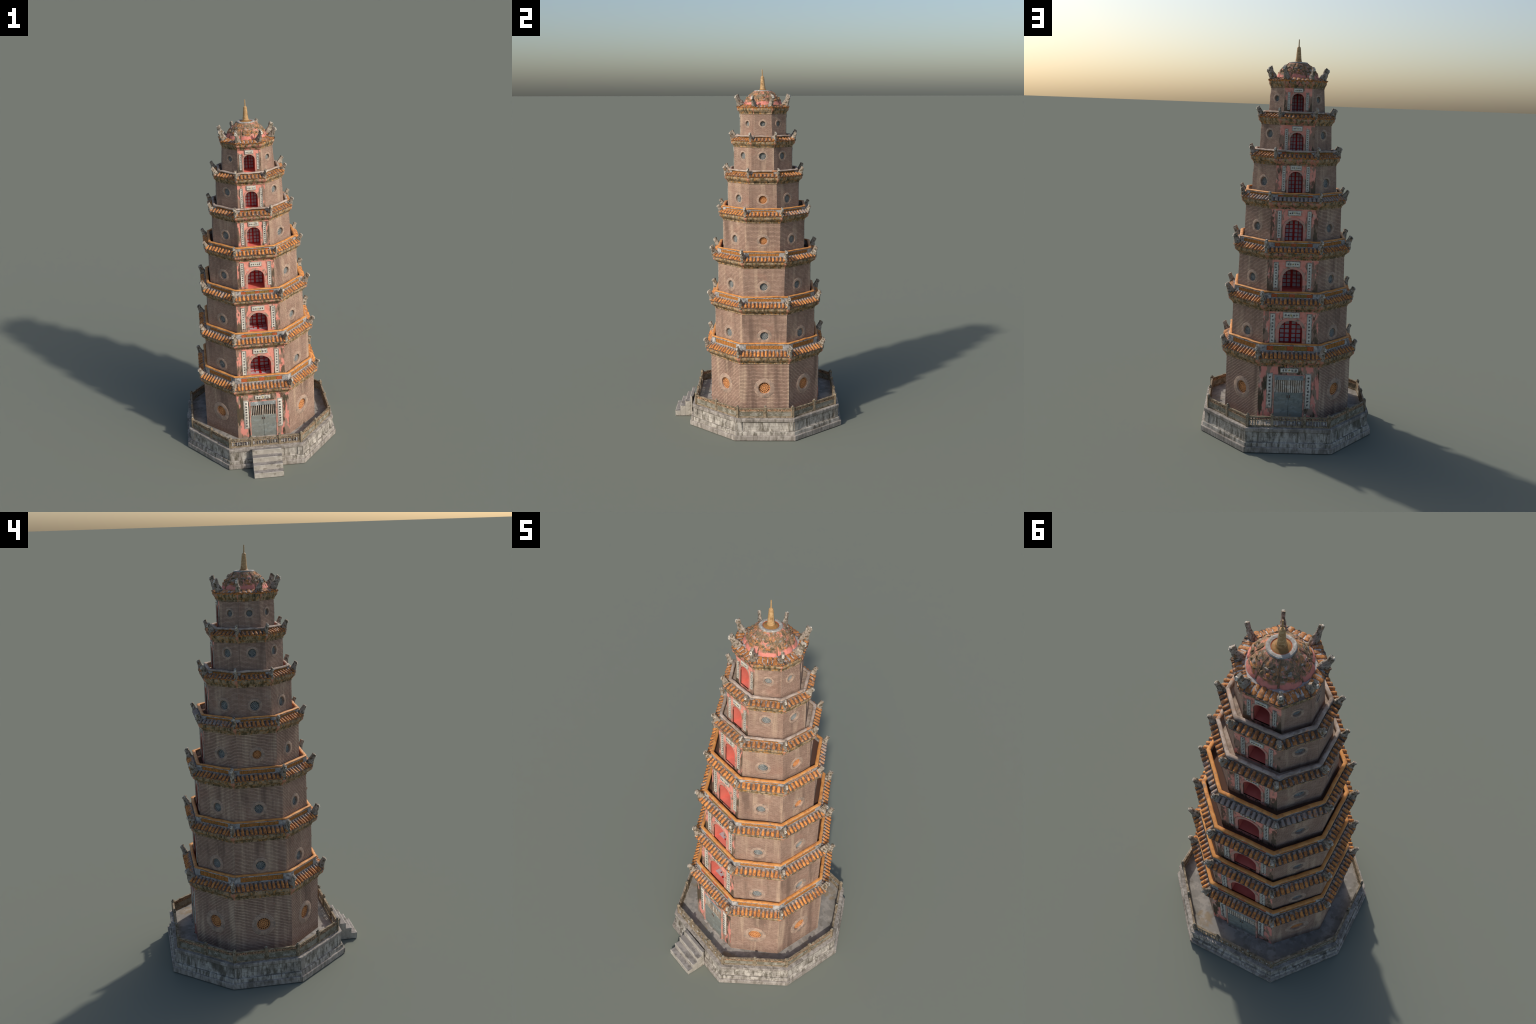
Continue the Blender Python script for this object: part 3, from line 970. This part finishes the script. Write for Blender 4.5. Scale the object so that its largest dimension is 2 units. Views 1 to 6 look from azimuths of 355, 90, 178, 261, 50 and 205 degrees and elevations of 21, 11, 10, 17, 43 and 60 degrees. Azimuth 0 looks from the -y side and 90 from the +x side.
for i, (ax, ay, s1, s2, ze, cy) in enumerate(EAVE):
    fr = EAVE_FRONT[i]
    E = Oct(ax, ay, s1, s2, cy, fr)
    z0, z1, p0, p1, wcy = WALL[i]
    W = Oct(*p1, wcy, WALL_FRONT[i])
    for f in range(8):
        cornice_side(W, E, z1, ze, f, 'cornice_pink' if f in (0, 4) else 'cornice')
    top = i == 6
    if top:
        rise, run = .012, .036
    else:
        rx, ry, r1, r2, zr, rise, run = RAIL[i]
        zr += .0035 if i < 3 else .0
        R = Oct(rx, ry, r1, r2, cy, fr)
    zl = ze + .003                          # tile bed at the eave
    inner = Oct(rx + .001, ry + .001, r1, r2, cy, fr) if not top else E.off(-run)
    # tile bed: lime surface between and below the tiles
    mb = MB()
    nn = 12
    ringa = lambda o, z, amp: [p + Vector((0, 0, wob(p, amp, 60, i))) for p in fine_ring(o, z, nn)]
    if top:
        mb.loft([ringa(E.off(-.008), zl - .006, 0), ringa(E.off(-.003), zl - .004, .001), ringa(E.off(-.003), zl, .001), ringa(E.off(-.012), zl + rise * .55, .001),
                 ringa(inner, zl + rise, .0006), ringa(E.off(-.07), zl + rise + .001, 0)], 'lime' if top else 'bed')
    else:
        mid = Oct((ax + inner.ax) / 2, (ay + inner.ay) / 2, (s1 + inner.s1) / 2, (s2 + inner.s2) / 2, cy, fr)
        mb.loft([ringa(E.off(-.010), zl - .006, 0), ringa(E.off(-.004), zl - .005, .001), ringa(E.off(-.004), zl, .001),
                 ringa(mid, zl + rise * .45, .001), ringa(inner, zl + rise, .0006)], 'bed')
    mb.make('roof_slope', pagoda, smooth=50)

    # tiles
    pool = None
    stuff, pans = MB(), MB()
    for f in range(8):
        c, rot, hl = E.side(f, zl)
        ci, _, hi_ = inner.side(f, zl + rise)
        down = Vector((math.sin(rot), -math.cos(rot), 0))
        runf = (c - ci).dot(down)
        L = math.hypot(runf, rise) * (.98 if not top else 1.0)
        pit = math.atan2(rise, runf)
        n = max(4, round(2 * hl / .0209))
        rng = random.Random(31 * i + f)
        me = tile_mesh(L, .0066 if not top else .0082, 'tile' if i < 4 else 'tile_up')
        pan = pan_mesh(L, hl / n)
        for k in range(n):
            x = -hl + (k + .5) * 2 * hl / n
            Rm = Matrix.Rotation(rot + rng.uniform(-.05, .05), 4, 'Z') @ Matrix.Rotation(pit + rng.uniform(-.05, .05), 4, 'X')
            pos = ci + Vector((math.cos(rot), math.sin(rot), 0)) * (x * (.5 + .5 * min(1, hi_ / hl + .35))) + Vector((0, 0, .0005 + rng.uniform(-.0008, .0008)))
            zz = .9 if not top else .42
            T = Matrix.Translation(pos) @ Rm @ Matrix.Diagonal((rng.uniform(.9, 1.12), rng.uniform(.96, 1.03), zz * rng.uniform(.85, 1.2), 1))
            if i < 3 and named_tiles < 300:
                place('roof_tile', me, pagoda, matrix=T)
                named_tiles += 1
            else:
                stuff.add([T @ v.co for v in me.vertices], [tuple(p.vertices) for p in me.polygons], 'tile' if i < 4 else 'tile_up')
        for k in range(n + 1):
            x = -hl + k * 2 * hl / n
            lim = .86 if k in (0, n) else 1
            pos = ci + Vector((math.cos(rot), math.sin(rot), 0)) * (x * lim * (.5 + .5 * min(1, hi_ / hl + .35)))
            T = Matrix.Translation(pos) @ Matrix.Rotation(rot + rng.uniform(-.04, .04), 4, 'Z') @ Matrix.Rotation(pit + rng.uniform(-.03, .03), 4, 'X')
            T = T @ Matrix.Diagonal((1, rng.uniform(.98, 1.03), rng.uniform(.8, 1.25), 1))
            for key in pan.mats:
                m_ = pan.mats.index(key)
                pans.add([T @ Vector(v) for v in pan.v], [fc for fc, q in zip(pan.f, pan.mi) if q == m_], key)
    pans.make('pan_tile_row', pagoda, smooth=45, kind='stuff')
    if stuff.v:
        stuff.make('roof_tile_row', pagoda, smooth=45, kind='stuff')

    # ridge horns on the eight corners
    eo = E.pts(zl)
    for k in range(8):
        d = Vector((eo[k].x, eo[k].y - cy, 0)).normalized()
        rng = random.Random(77 * i + k)
        me = (HORN_TOP if top else HORN_LOW if i < 3 else HORN_UP)[rng.randrange(2)]
        T = (Matrix.Translation(eo[k] + d * (-.001 if not top else -.006) + Vector((0, 0, .0)))
             @ Matrix.Rotation(math.atan2(d.y, d.x) + rng.uniform(-.1, .1), 4, 'Z') @ Matrix.Rotation(rng.uniform(-.08, .08), 4, 'Y')
             @ Matrix.Scale(rng.uniform(.94, 1.06), 4))
        place('ridge_horn', me, pagoda, matrix=T)
    if top:
        continue

    # balustrade: lime base, terracotta panels between corner blocks, rail on top
    zb = zl + rise - .004
    grey = i >= 4
    rail_h = .0075 if not grey else .010
    thick = .011 if i < 3 else .010
    bal = MB()
    hgt = zr - zb
    cap0 = zr - rail_h - ((.005 if i == 0 else .0035) if not grey else .0)
    base1 = zb + (min(.011, hgt * .34) if i == 0 else hgt * .24)
    In = R.off(-thick)
    bal.loft([fine_ring(R, zb - .004, 6), fine_ring(R.off(.0006), base1, 6), fine_ring(R.off(-.004), base1, 6),
              fine_ring(R.off(-.004), cap0, 6), fine_ring(R.off(.0004), cap0, 6), fine_ring(R, zr - rail_h, 6),
              fine_ring(In, zr - rail_h, 6), fine_ring(In.off(.001), z1 + .02, 6)], 'lime_white' if not grey else 'ledge')
    # gutter floor behind the parapet
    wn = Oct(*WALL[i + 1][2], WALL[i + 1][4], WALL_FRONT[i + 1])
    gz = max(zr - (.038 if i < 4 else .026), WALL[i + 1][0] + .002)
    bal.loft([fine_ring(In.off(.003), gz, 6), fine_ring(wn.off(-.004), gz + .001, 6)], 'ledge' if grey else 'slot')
    b = bal.make('balustrade', pagoda, smooth=30)
    # corner blocks and panels
    if cap0 - base1 > .004:
        blocks = MB()
        for f in range(8):
            c, rot, hl = R.side(f, 0)
            cw = min(.034, hl * .26)
            X = Vector((math.cos(rot), math.sin(rot), 0))
            inn = Vector((-X.y, X.x, 0))
            for s in (-1, 1):
                a, bb = sorted((s * (hl + .0002), s * (hl - cw)))
                q = [c + X * a, c + X * bb, c + X * bb + inn * .006, c + X * a + inn * .006]
                blocks.loft([[p + Vector((0, 0, base1 - .001)) for p in q], [p + Vector((0, 0, cap0 + .001)) for p in q]], 'lime_white')
            pn = MB()
            wP = hl - cw
            nseg = 7 if f in (0, 4) else 8
            for k in range(nseg):
                xa, xb = -wP + 2 * wP * k / nseg, -wP + 2 * wP * (k + 1) / nseg
                if f in (0, 4):
                    key = 'lattice_red' if k in (0, 3, 6) else 'lattice_olive'
                else:
                    key = 'lattice'
                pn.box(xa + .0005, xb - .0005, .0018 if i < 3 else .003, .0045, base1, cap0, key, .0005)
            pn.make('lattice_panel', b, c, rot)
        blocks.make('corner_block', b, kind='stuff')
    # rounded handrail, slightly wavy
    rl = MB()
    m = 10
    cross = 10
    rings = [[] for _ in range(cross)]
    rc = R.off(-thick * .5)
    rw = thick * .62 + .0012
    for kk in range(cross):
        a = 2 * PI * kk / cross
        cs, sn = math.cos(a), math.sin(a)
        dd = rw * math.copysign(abs(cs) ** .8, cs)
        for p in fine_ring(rc.off(dd), zr - rail_h * .5 + rail_h * .55 * math.copysign(abs(sn) ** .8, sn), m):
            rings[kk].append(p + Vector((wob(p, .002, 28, i + 1), wob(p, .002, 28, i + 4), wob(p, .0028, 24, i + 7))))
    rl.loft(rings + [rings[0]], 'rail' if not grey else 'ledge')
    rl.make('handrail', b, smooth=60)

# ------------------------------------------------------------------ dome and spire
DC = Vector((0, .0365, 1.802))
dm = MB()
dome_prof = [(.112, -.006), (.1085, .004), (.1045, .012), (.0985, .021), (.0915, .032), (.0825, .044), (.072, .056), (.0615, .067),
        (.053, .076), (.047, .080), (.044, .0815), (.030, .082)]
nn = 96
rings = []
for r, z in dome_prof:
    row = []
    for k in range(nn):
        a = 2 * PI * k / nn
        lobe = 1.02 - .10 * (1 - abs(math.cos(4 * a)) ** .45) * max(0, 1 - z / .075) ** .7
        p = Vector((math.cos(a), math.sin(a), 0)) * r * lobe + Vector((0, 0, z))
        t = max(0, min(1, (z - .012) / .02)) * max(0, min(1, (.078 - z) / .01))
        relief = .0055 * abs(noise.noise(p * 60)) + .006 * max(0, math.cos(4 * a)) ** 6 * (1 if .02 < z < .07 else 0) * (.5 + noise.noise(p * 85))
        row.append(p + Vector((math.cos(a), math.sin(a), .6)) * relief * t)
    rings.append(row)
# finer bands for the relief
fine = []
for a, b in zip(rings[:-1], rings[1:]):
    for t in (0, .5):
        row = []
        for p, q in zip(a, b):
            m_ = p.lerp(q, t)
            if t:
                m_ = m_ + Vector((m_.x, m_.y, .04)).normalized() * wob(m_, .0035, 80, 2)
            row.append(m_)
        fine.append(row)
fine.append(rings[-1])
dm.loft(fine, 'dome')
dome_ob = dm.make('dome', pagoda, DC, smooth=60)


def turned(name, prof, key, parent, loc, n=32, seed=0, lean=Vector((0, 0, 0))):
    """lathe: list of (radius, z, material or None)"""
    mb = MB()
    H = prof[-1][1]
    ringf = lambda r, z: [Vector((r * math.cos(2 * PI * k / n), r * math.sin(2 * PI * k / n), z)) + lean * (z / H) for k in range(n)]
    for (r0, z0_, *_), (r1, z1_, *k1) in zip(prof[:-1], prof[1:]):
        mb.loft([ringf(r0, z0_), ringf(r1, z1_)], k1[0] if k1 else key)
    if prof[-1][0] > 0:
        mb.add(ringf(prof[-1][0], prof[-1][1]), [tuple(range(n))], key)
    return mb.make(name, parent, loc, smooth=40)


# masks and cloud scrolls in stucco on the eight lobes
def blob(mb, c, ax, ay, az, fr, key, n=10, m=6):
    """flattened ellipsoid in the frame fr = (right, up, out)"""
    rings = []
    for j in range(1, m):
        ph = PI * j / m
        rings.append([c + fr[0] * ax * math.sin(ph) * math.cos(2 * PI * k / n) + fr[1] * ay * math.sin(ph) * math.sin(2 * PI * k / n)
                      + fr[2] * az * math.cos(ph) for k in range(n)])
    mb.loft(rings, key, cap0=True, cap1=True)


def dome_radius(z):
    for (r0, z0_), (r1, z1_) in zip(dome_prof[:-1], dome_prof[1:]):
        if z0_ <= z <= z1_:
            return r0 + (r1 - r0) * (z - z0_) / (z1_ - z0_)
    return dome_prof[0][0]


ribs = MB()
for k in range(8):
    a = PI / 4 * (k + .5)
    rr = []
    for j in range(13):
        t = j / 12
        z = .077 - .071 * t
        lobe = 1.02 - .10 * max(0, 1 - z / .075) ** .7
        r = dome_radius(z) * (lobe if t > .15 else 1) + .001
        d = Vector((math.cos(a), math.sin(a), 0))
        sd = Vector((-d.y, d.x, 0))
        c = d * r + Vector((0, 0, z))
        c = c + Vector((wob(c, .003, 60, k), wob(c, .003, 60, k + 3), wob(c, .003, 60, 5)))
        w_ = .0024 + .0012 * t
        ud = (d + Vector((0, 0, 1.1))).normalized()
        rr.append([c + sd * w_ * math.cos(2 * PI * q / 8) + ud * w_ * 1.1 * math.sin(2 * PI * q / 8) for q in range(8)])
    ribs.loft(rr, 'stucco_rib', cap0=True, cap1=True)
ribs.make('dome_rib', dome_ob, smooth=60)

for k in range(8):
    a = PI / 4 * k
    out = Vector((math.cos(a), math.sin(a), .75)).normalized()
    right = Vector((-math.sin(a), math.cos(a), 0))
    up = out.cross(right)
    fr = (right, up, out)
    on = lambda u, v: (Vector((math.cos(a + u / .09), math.sin(a + u / .09), 0)) * (.0995 - .62 * (v - .022) - 3.5 * (v - .022) ** 2) + Vector((0, 0, v)))
    mb = MB()
    if k % 2 == 0:
        blob(mb, on(0, .042), .0085, .0075, .0070, fr, 'stucco_orange')
        blob(mb, on(0, .030), .0150, .0055, .0060, fr, 'stucco_orange')
        for sg in (-1, 1):
            blob(mb, on(sg * .0125, .053), .0085, .0040, .0055, fr, 'stucco_grey')
            blob(mb, on(sg * .0110, .045), .0045, .0040, .0050, fr, 'stucco_dark')
            blob(mb, on(sg * .0230, .038), .0060, .0085, .0050, fr, 'stucco_olive')
        blob(mb, on(0, .059), .0100, .0040, .0050, fr, 'stucco_olive')
    else:
        for sg, v in ((-.018, .036), (.016, .034), (0, .044), (-.010, .054), (.010, .056)):
            blob(mb, on(sg, v), .0085, .0042, .0050, fr, 'stucco_olive' if sg else 'stucco_grey')
        blob(mb, on(0, .030), .0140, .0040, .0045, fr, 'stucco_orange')
    for j, p in enumerate(mb.v):
        q = Vector(p)
        mb.v[j] = tuple(q + Vector((wob(q, .003, 120, 1), wob(q, .003, 120, 4), wob(q, .003, 120, 7))))
    mb.make('stucco_mask' if k % 2 == 0 else 'stucco_scroll', dome_ob, smooth=60)

ringo = turned('finial_ring', [(.040, -.004), (.0475, .0), (.0485, .003), (.046, .0065), (.040, .0075), (.034, .006), (.031, .002)],
               'ring', pagoda, DC + Vector((0, 0, .0785)), n=40)
turned('finial_dish', [(.0345, .003, 'rust'), (.0325, .0035, 'rust'), (.031, .002, 'rust'), (.027, .004, 'gold_dark'), (.020, .007, 'gold_dark'),
                       (.0165, .011, 'gold_dark'), (.012, .013, 'gold_dark')],
       'gold_dark', pagoda, DC + Vector((0, 0, .080)))
base = 1.884
sp = [(.0200, .000), (.0172, .006), (.0155, .014), (.0142, .022), (.0130, .031), (.0133, .0315), (.0122, .040), (.0125, .0405), (.0113, .050),
      (.0116, .0505), (.0104, .060), (.0107, .0605), (.0097, .068), (.0100, .0685), (.0093, .074), (.0080, .0775), (.0050, .0795), (.0040, .0815),
      (.0030, .083), (.0027, .100), (.0022, .1155)]
turned('spire', sp, 'gold', pagoda, Vector((0, .0365, base)), lean=Vector((0, -.0035, 0)))

# ------------------------------------------------------------------ terrace
TC = .050
T0 = Oct(.443, .4345, .2150, .1660, TC)
BASE = Oct(.441, .4335, .215, .166, TC)
for f in range(8):
    c, rot, _ = BASE.side(f, 0)
    inv = Matrix.Rotation(-rot, 3, 'Z')
    prof = [(-.03, 0.0), (.0, .0005), (.0005, .024), (-.001, .027), (-.0085, .0272), (-.0095, .044), (-.0115, .047), (-.0185, .0475), (-.0215, .051),
            (-.0225, .097), (-.0190, .0985), (-.0150, .103), (-.0140, .1165), (-.0155, .1195), (-.045, .1205)]
    # rows split by material: kerb, band, body, coping
    keys = ['kerb'] * 4 + ['stone'] * 6 + ['kerb'] * 4
    n = 16
    mb = MB()
    rows = []
    for d, z in prof:
        P = BASE.off(d).pts(z)
        A, B = P[f], P[(f + 1) % 8]
        row = []
        for k in range(n + 1):
            p = A.lerp(B, k / n)
            g = inv @ (p - c)
            e = 0 if k in (0, n) else 1
            row.append((g.x, g.y + e * wob(p, .0016, 30, f), g.z + (e * wob(p, .0014, 26, f + 3) if z > .01 else 0)))
        rows.append(row)
    for r in range(len(prof) - 1):
        mb.loft([rows[r], rows[r + 1]], keys[r], closed=False)
    # corner pilasters and panel border
    P = BASE.off(-.0215).pts(.075)
    hl = (P[(f + 1) % 8] - P[f]).length / 2
    y = (inv @ ((P[f] + P[(f + 1) % 8]) / 2 - c)).y
    pw = .030
    for s in (-1, 1):
        a, b = sorted((s * (hl - .001), s * (hl - pw)))
        mb.box(a, b, y - .004, y + .004, .049, .100, 'stone', .001)
    mb.make('plinth', pagoda, c, rot, smooth=35)
# paving
fl = MB()
ring_o = fine_ring(BASE.off(-.035), .1195, 8)
ring_i = fine_ring(Oct(*WALL[0][2], WALL[0][4], WALL_FRONT[0]).off(-.006), .1215, 8)
mids = []
for t in range(9):
    mids.append([a.lerp(b, t / 8) + Vector((0, 0, wob(a.lerp(b, t / 8), .0012, 22, 4))) for a, b in zip(ring_o, ring_i)])
fl.loft(mids, 'floor')
fl.make('paving', pagoda, smooth=60)

# parapet
PO = BASE.off(-.0325)                      # outer face of the panels
pz0, pz1 = .1195, .1738
post = MB()
hw, ph = .0066, .1835 - pz0


def sq(r, z, c=.0):
    return [(-r, -r, z), (r, -r, z), (r, r, z), (-r, r, z)]


post.loft([sq(hw, 0), sq(hw, ph - .006), sq(hw * 1.15, ph - .005), sq(hw * 1.15, ph - .002), sq(hw * .7, ph)], 'frame', cap1=True)
n8 = 10
ball = lambda r, z: [(r * math.cos(2 * PI * k / n8), r * math.sin(2 * PI * k / n8), z) for k in range(n8)]
post.loft([ball(.003, ph - .0005), ball(.0052, ph + .002), ball(.0046, ph + .0048), ball(.002, ph + .0065)], 'panel', cap1=True)
post_ob = post.make('parapet_post', pagoda)
post_me = post_ob.data
bpy.data.objects.remove(post_ob)


def bar(mb, a, b, z0_, z1_, y0, y1, key, seed=0, n=8, sag=.0008):
    """long member with a slightly uneven top"""
    rows = []
    for k in range(n + 1):
        x = a + (b - a) * k / n
        j = wob((x, seed, z0_), sag, 60, seed) * 2
        rows.append([(x, y0, z0_), (x, y1, z0_), (x, y1, z1_ + j), (x, y0, z1_ + j)])
    mb.loft(rows, key, cap0=True, cap1=True)


for f in range(8):
    c, rot, hl = PO.side(f, pz0)
    X = Vector((math.cos(rot), math.sin(rot), 0))
    inn = Vector((-X.y, X.x, 0))
    P = PO.pts(pz0)
    # corner post belongs to the start of each side
    dcen = Vector((P[f].x, P[f].y - TC, 0)).normalized()
    place('parapet_post', post_me, pagoda, P[f] - dcen * .004, rot - math.radians(22))
    cuts = [-hl, -.080, .080, hl] if f in (0, 4) else [-hl, 0.0, hl]
    for x in cuts[1:-1]:
        place('parapet_post', post_me, pagoda, c + X * x + inn * .004, rot)
    rng = random.Random(900 + f)
    H = pz1 - pz0
    for a, b in zip(cuts[:-1], cuts[1:]):
        a += .006
        b -= .006
        mb = MB()
        bar(mb, a, b, 0, .009, .000, .009, 'frame', f + a)
        if f in (0, 4):
            # open lattice
            bar(mb, a, b, H - .020, H - .015, .001, .007, 'frame', f + a + 1)
            bar(mb, a, b, H - .007, H, -.0005, .009, 'frame', f + a + 2)
            nb = max(4, int((b - a) / .0125))
            for k in range(nb):
                x = a + (k + .5) * (b - a) / nb + rng.uniform(-.002, .002)
                t = rng.uniform(.0012, .0030)
                j = rng.uniform(-.003, .003)
                mb.add([(x - t, .002, .008), (x + t, .002, .008), (x + t + j, .002, H - .019), (x - t + j, .002, H - .019),
                        (x - t, .006, .008), (x + t, .006, .008), (x + t + j, .006, H - .019), (x - t + j, .006, H - .019)],
                       [(0, 1, 2, 3), (7, 6, 5, 4), (0, 3, 7, 4), (1, 5, 6, 2)], rng.choice(('frame', 'panel', 'lime_white')))
                if k % 2 == 1:
                    z = rng.uniform(.014, .030)
                    mb.box(x - .0070, x + .0060, .0022, .0058, z - .0013, z + .0015, 'frame')
                if k % 3 == 0:
                    mb.box(x - .0042, x + .0042, .0014, .0060, .016, .029, 'lime_white', .0015)
            nb2 = nb
            for k in range(nb2):
                x = a + (k + .5) * (b - a) / nb2
                t = rng.uniform(.002, .0038)
                mb.box(x - t, x + t, .002, .006, H - .0155, H - .0065, 'frieze')
        else:
            mb.box(a, b, .002, .007, .008, H - .019, 'panel')
            bar(mb, a, b, H - .021, H - .016, .000, .009, 'frame', f + a + 1)
            mb.box(a, b, .0015, .0075, H - .0165, H - .0045, 'frieze')
            bar(mb, a, b, H - .005, H, .000, .0085, 'frame', f + a + 2, n=14, sag=.0016)
            mb.box(a, a + .005, .0005, .008, .008, H - .020, 'frame')
            mb.box(b - .005, b, .0005, .008, .008, H - .020, 'frame')
        mb.make('parapet_panel', pagoda, c, rot)

# steps up to the gate
for k in range(4):
    zt = .0315 + .0298 * k
    y0 = -.4855 + .0300 * k
    mb = MB()
    w = .082
    xs = [-w + 2 * w * j / 14 for j in range(15)]
    zbt = 0
    y1 = y0 + .0318 if k < 3 else -.385
    rise_, tread_ = [], []
    for x in xs:
        e = wob((x, k, 0), .0009, 50, k)
        g = wob((x, k, 3), .0007, 50, k + 5)
        rise_.append([(x, y0 + .0012 + e, zbt), (x, y0 + .0012 + e, zt - .007), (x, y0 + e, zt - .006), (x, y0 + e, zt - .0012 + g), (x, y0 + .0012 + e, zt + g),
                      (x, y0 + .004, zt + g)])
        tread_.append([(x, y0 + .004, zt + g), (x, y0 + .018, zt - .0012 + g * .5), (x, y1, zt - .0006), (x, y1, zbt)])
    mb.loft(rise_, 'riser', closed=False)
    mb.loft(tread_, 'step', closed=False)
    for q in (0, -1):
        mb.add(rise_[q] + tread_[q][1:], [tuple(range(len(rise_[q]) + len(tread_[q]) - 1))], 'riser')
    mb.make('step', pagoda, smooth=30)
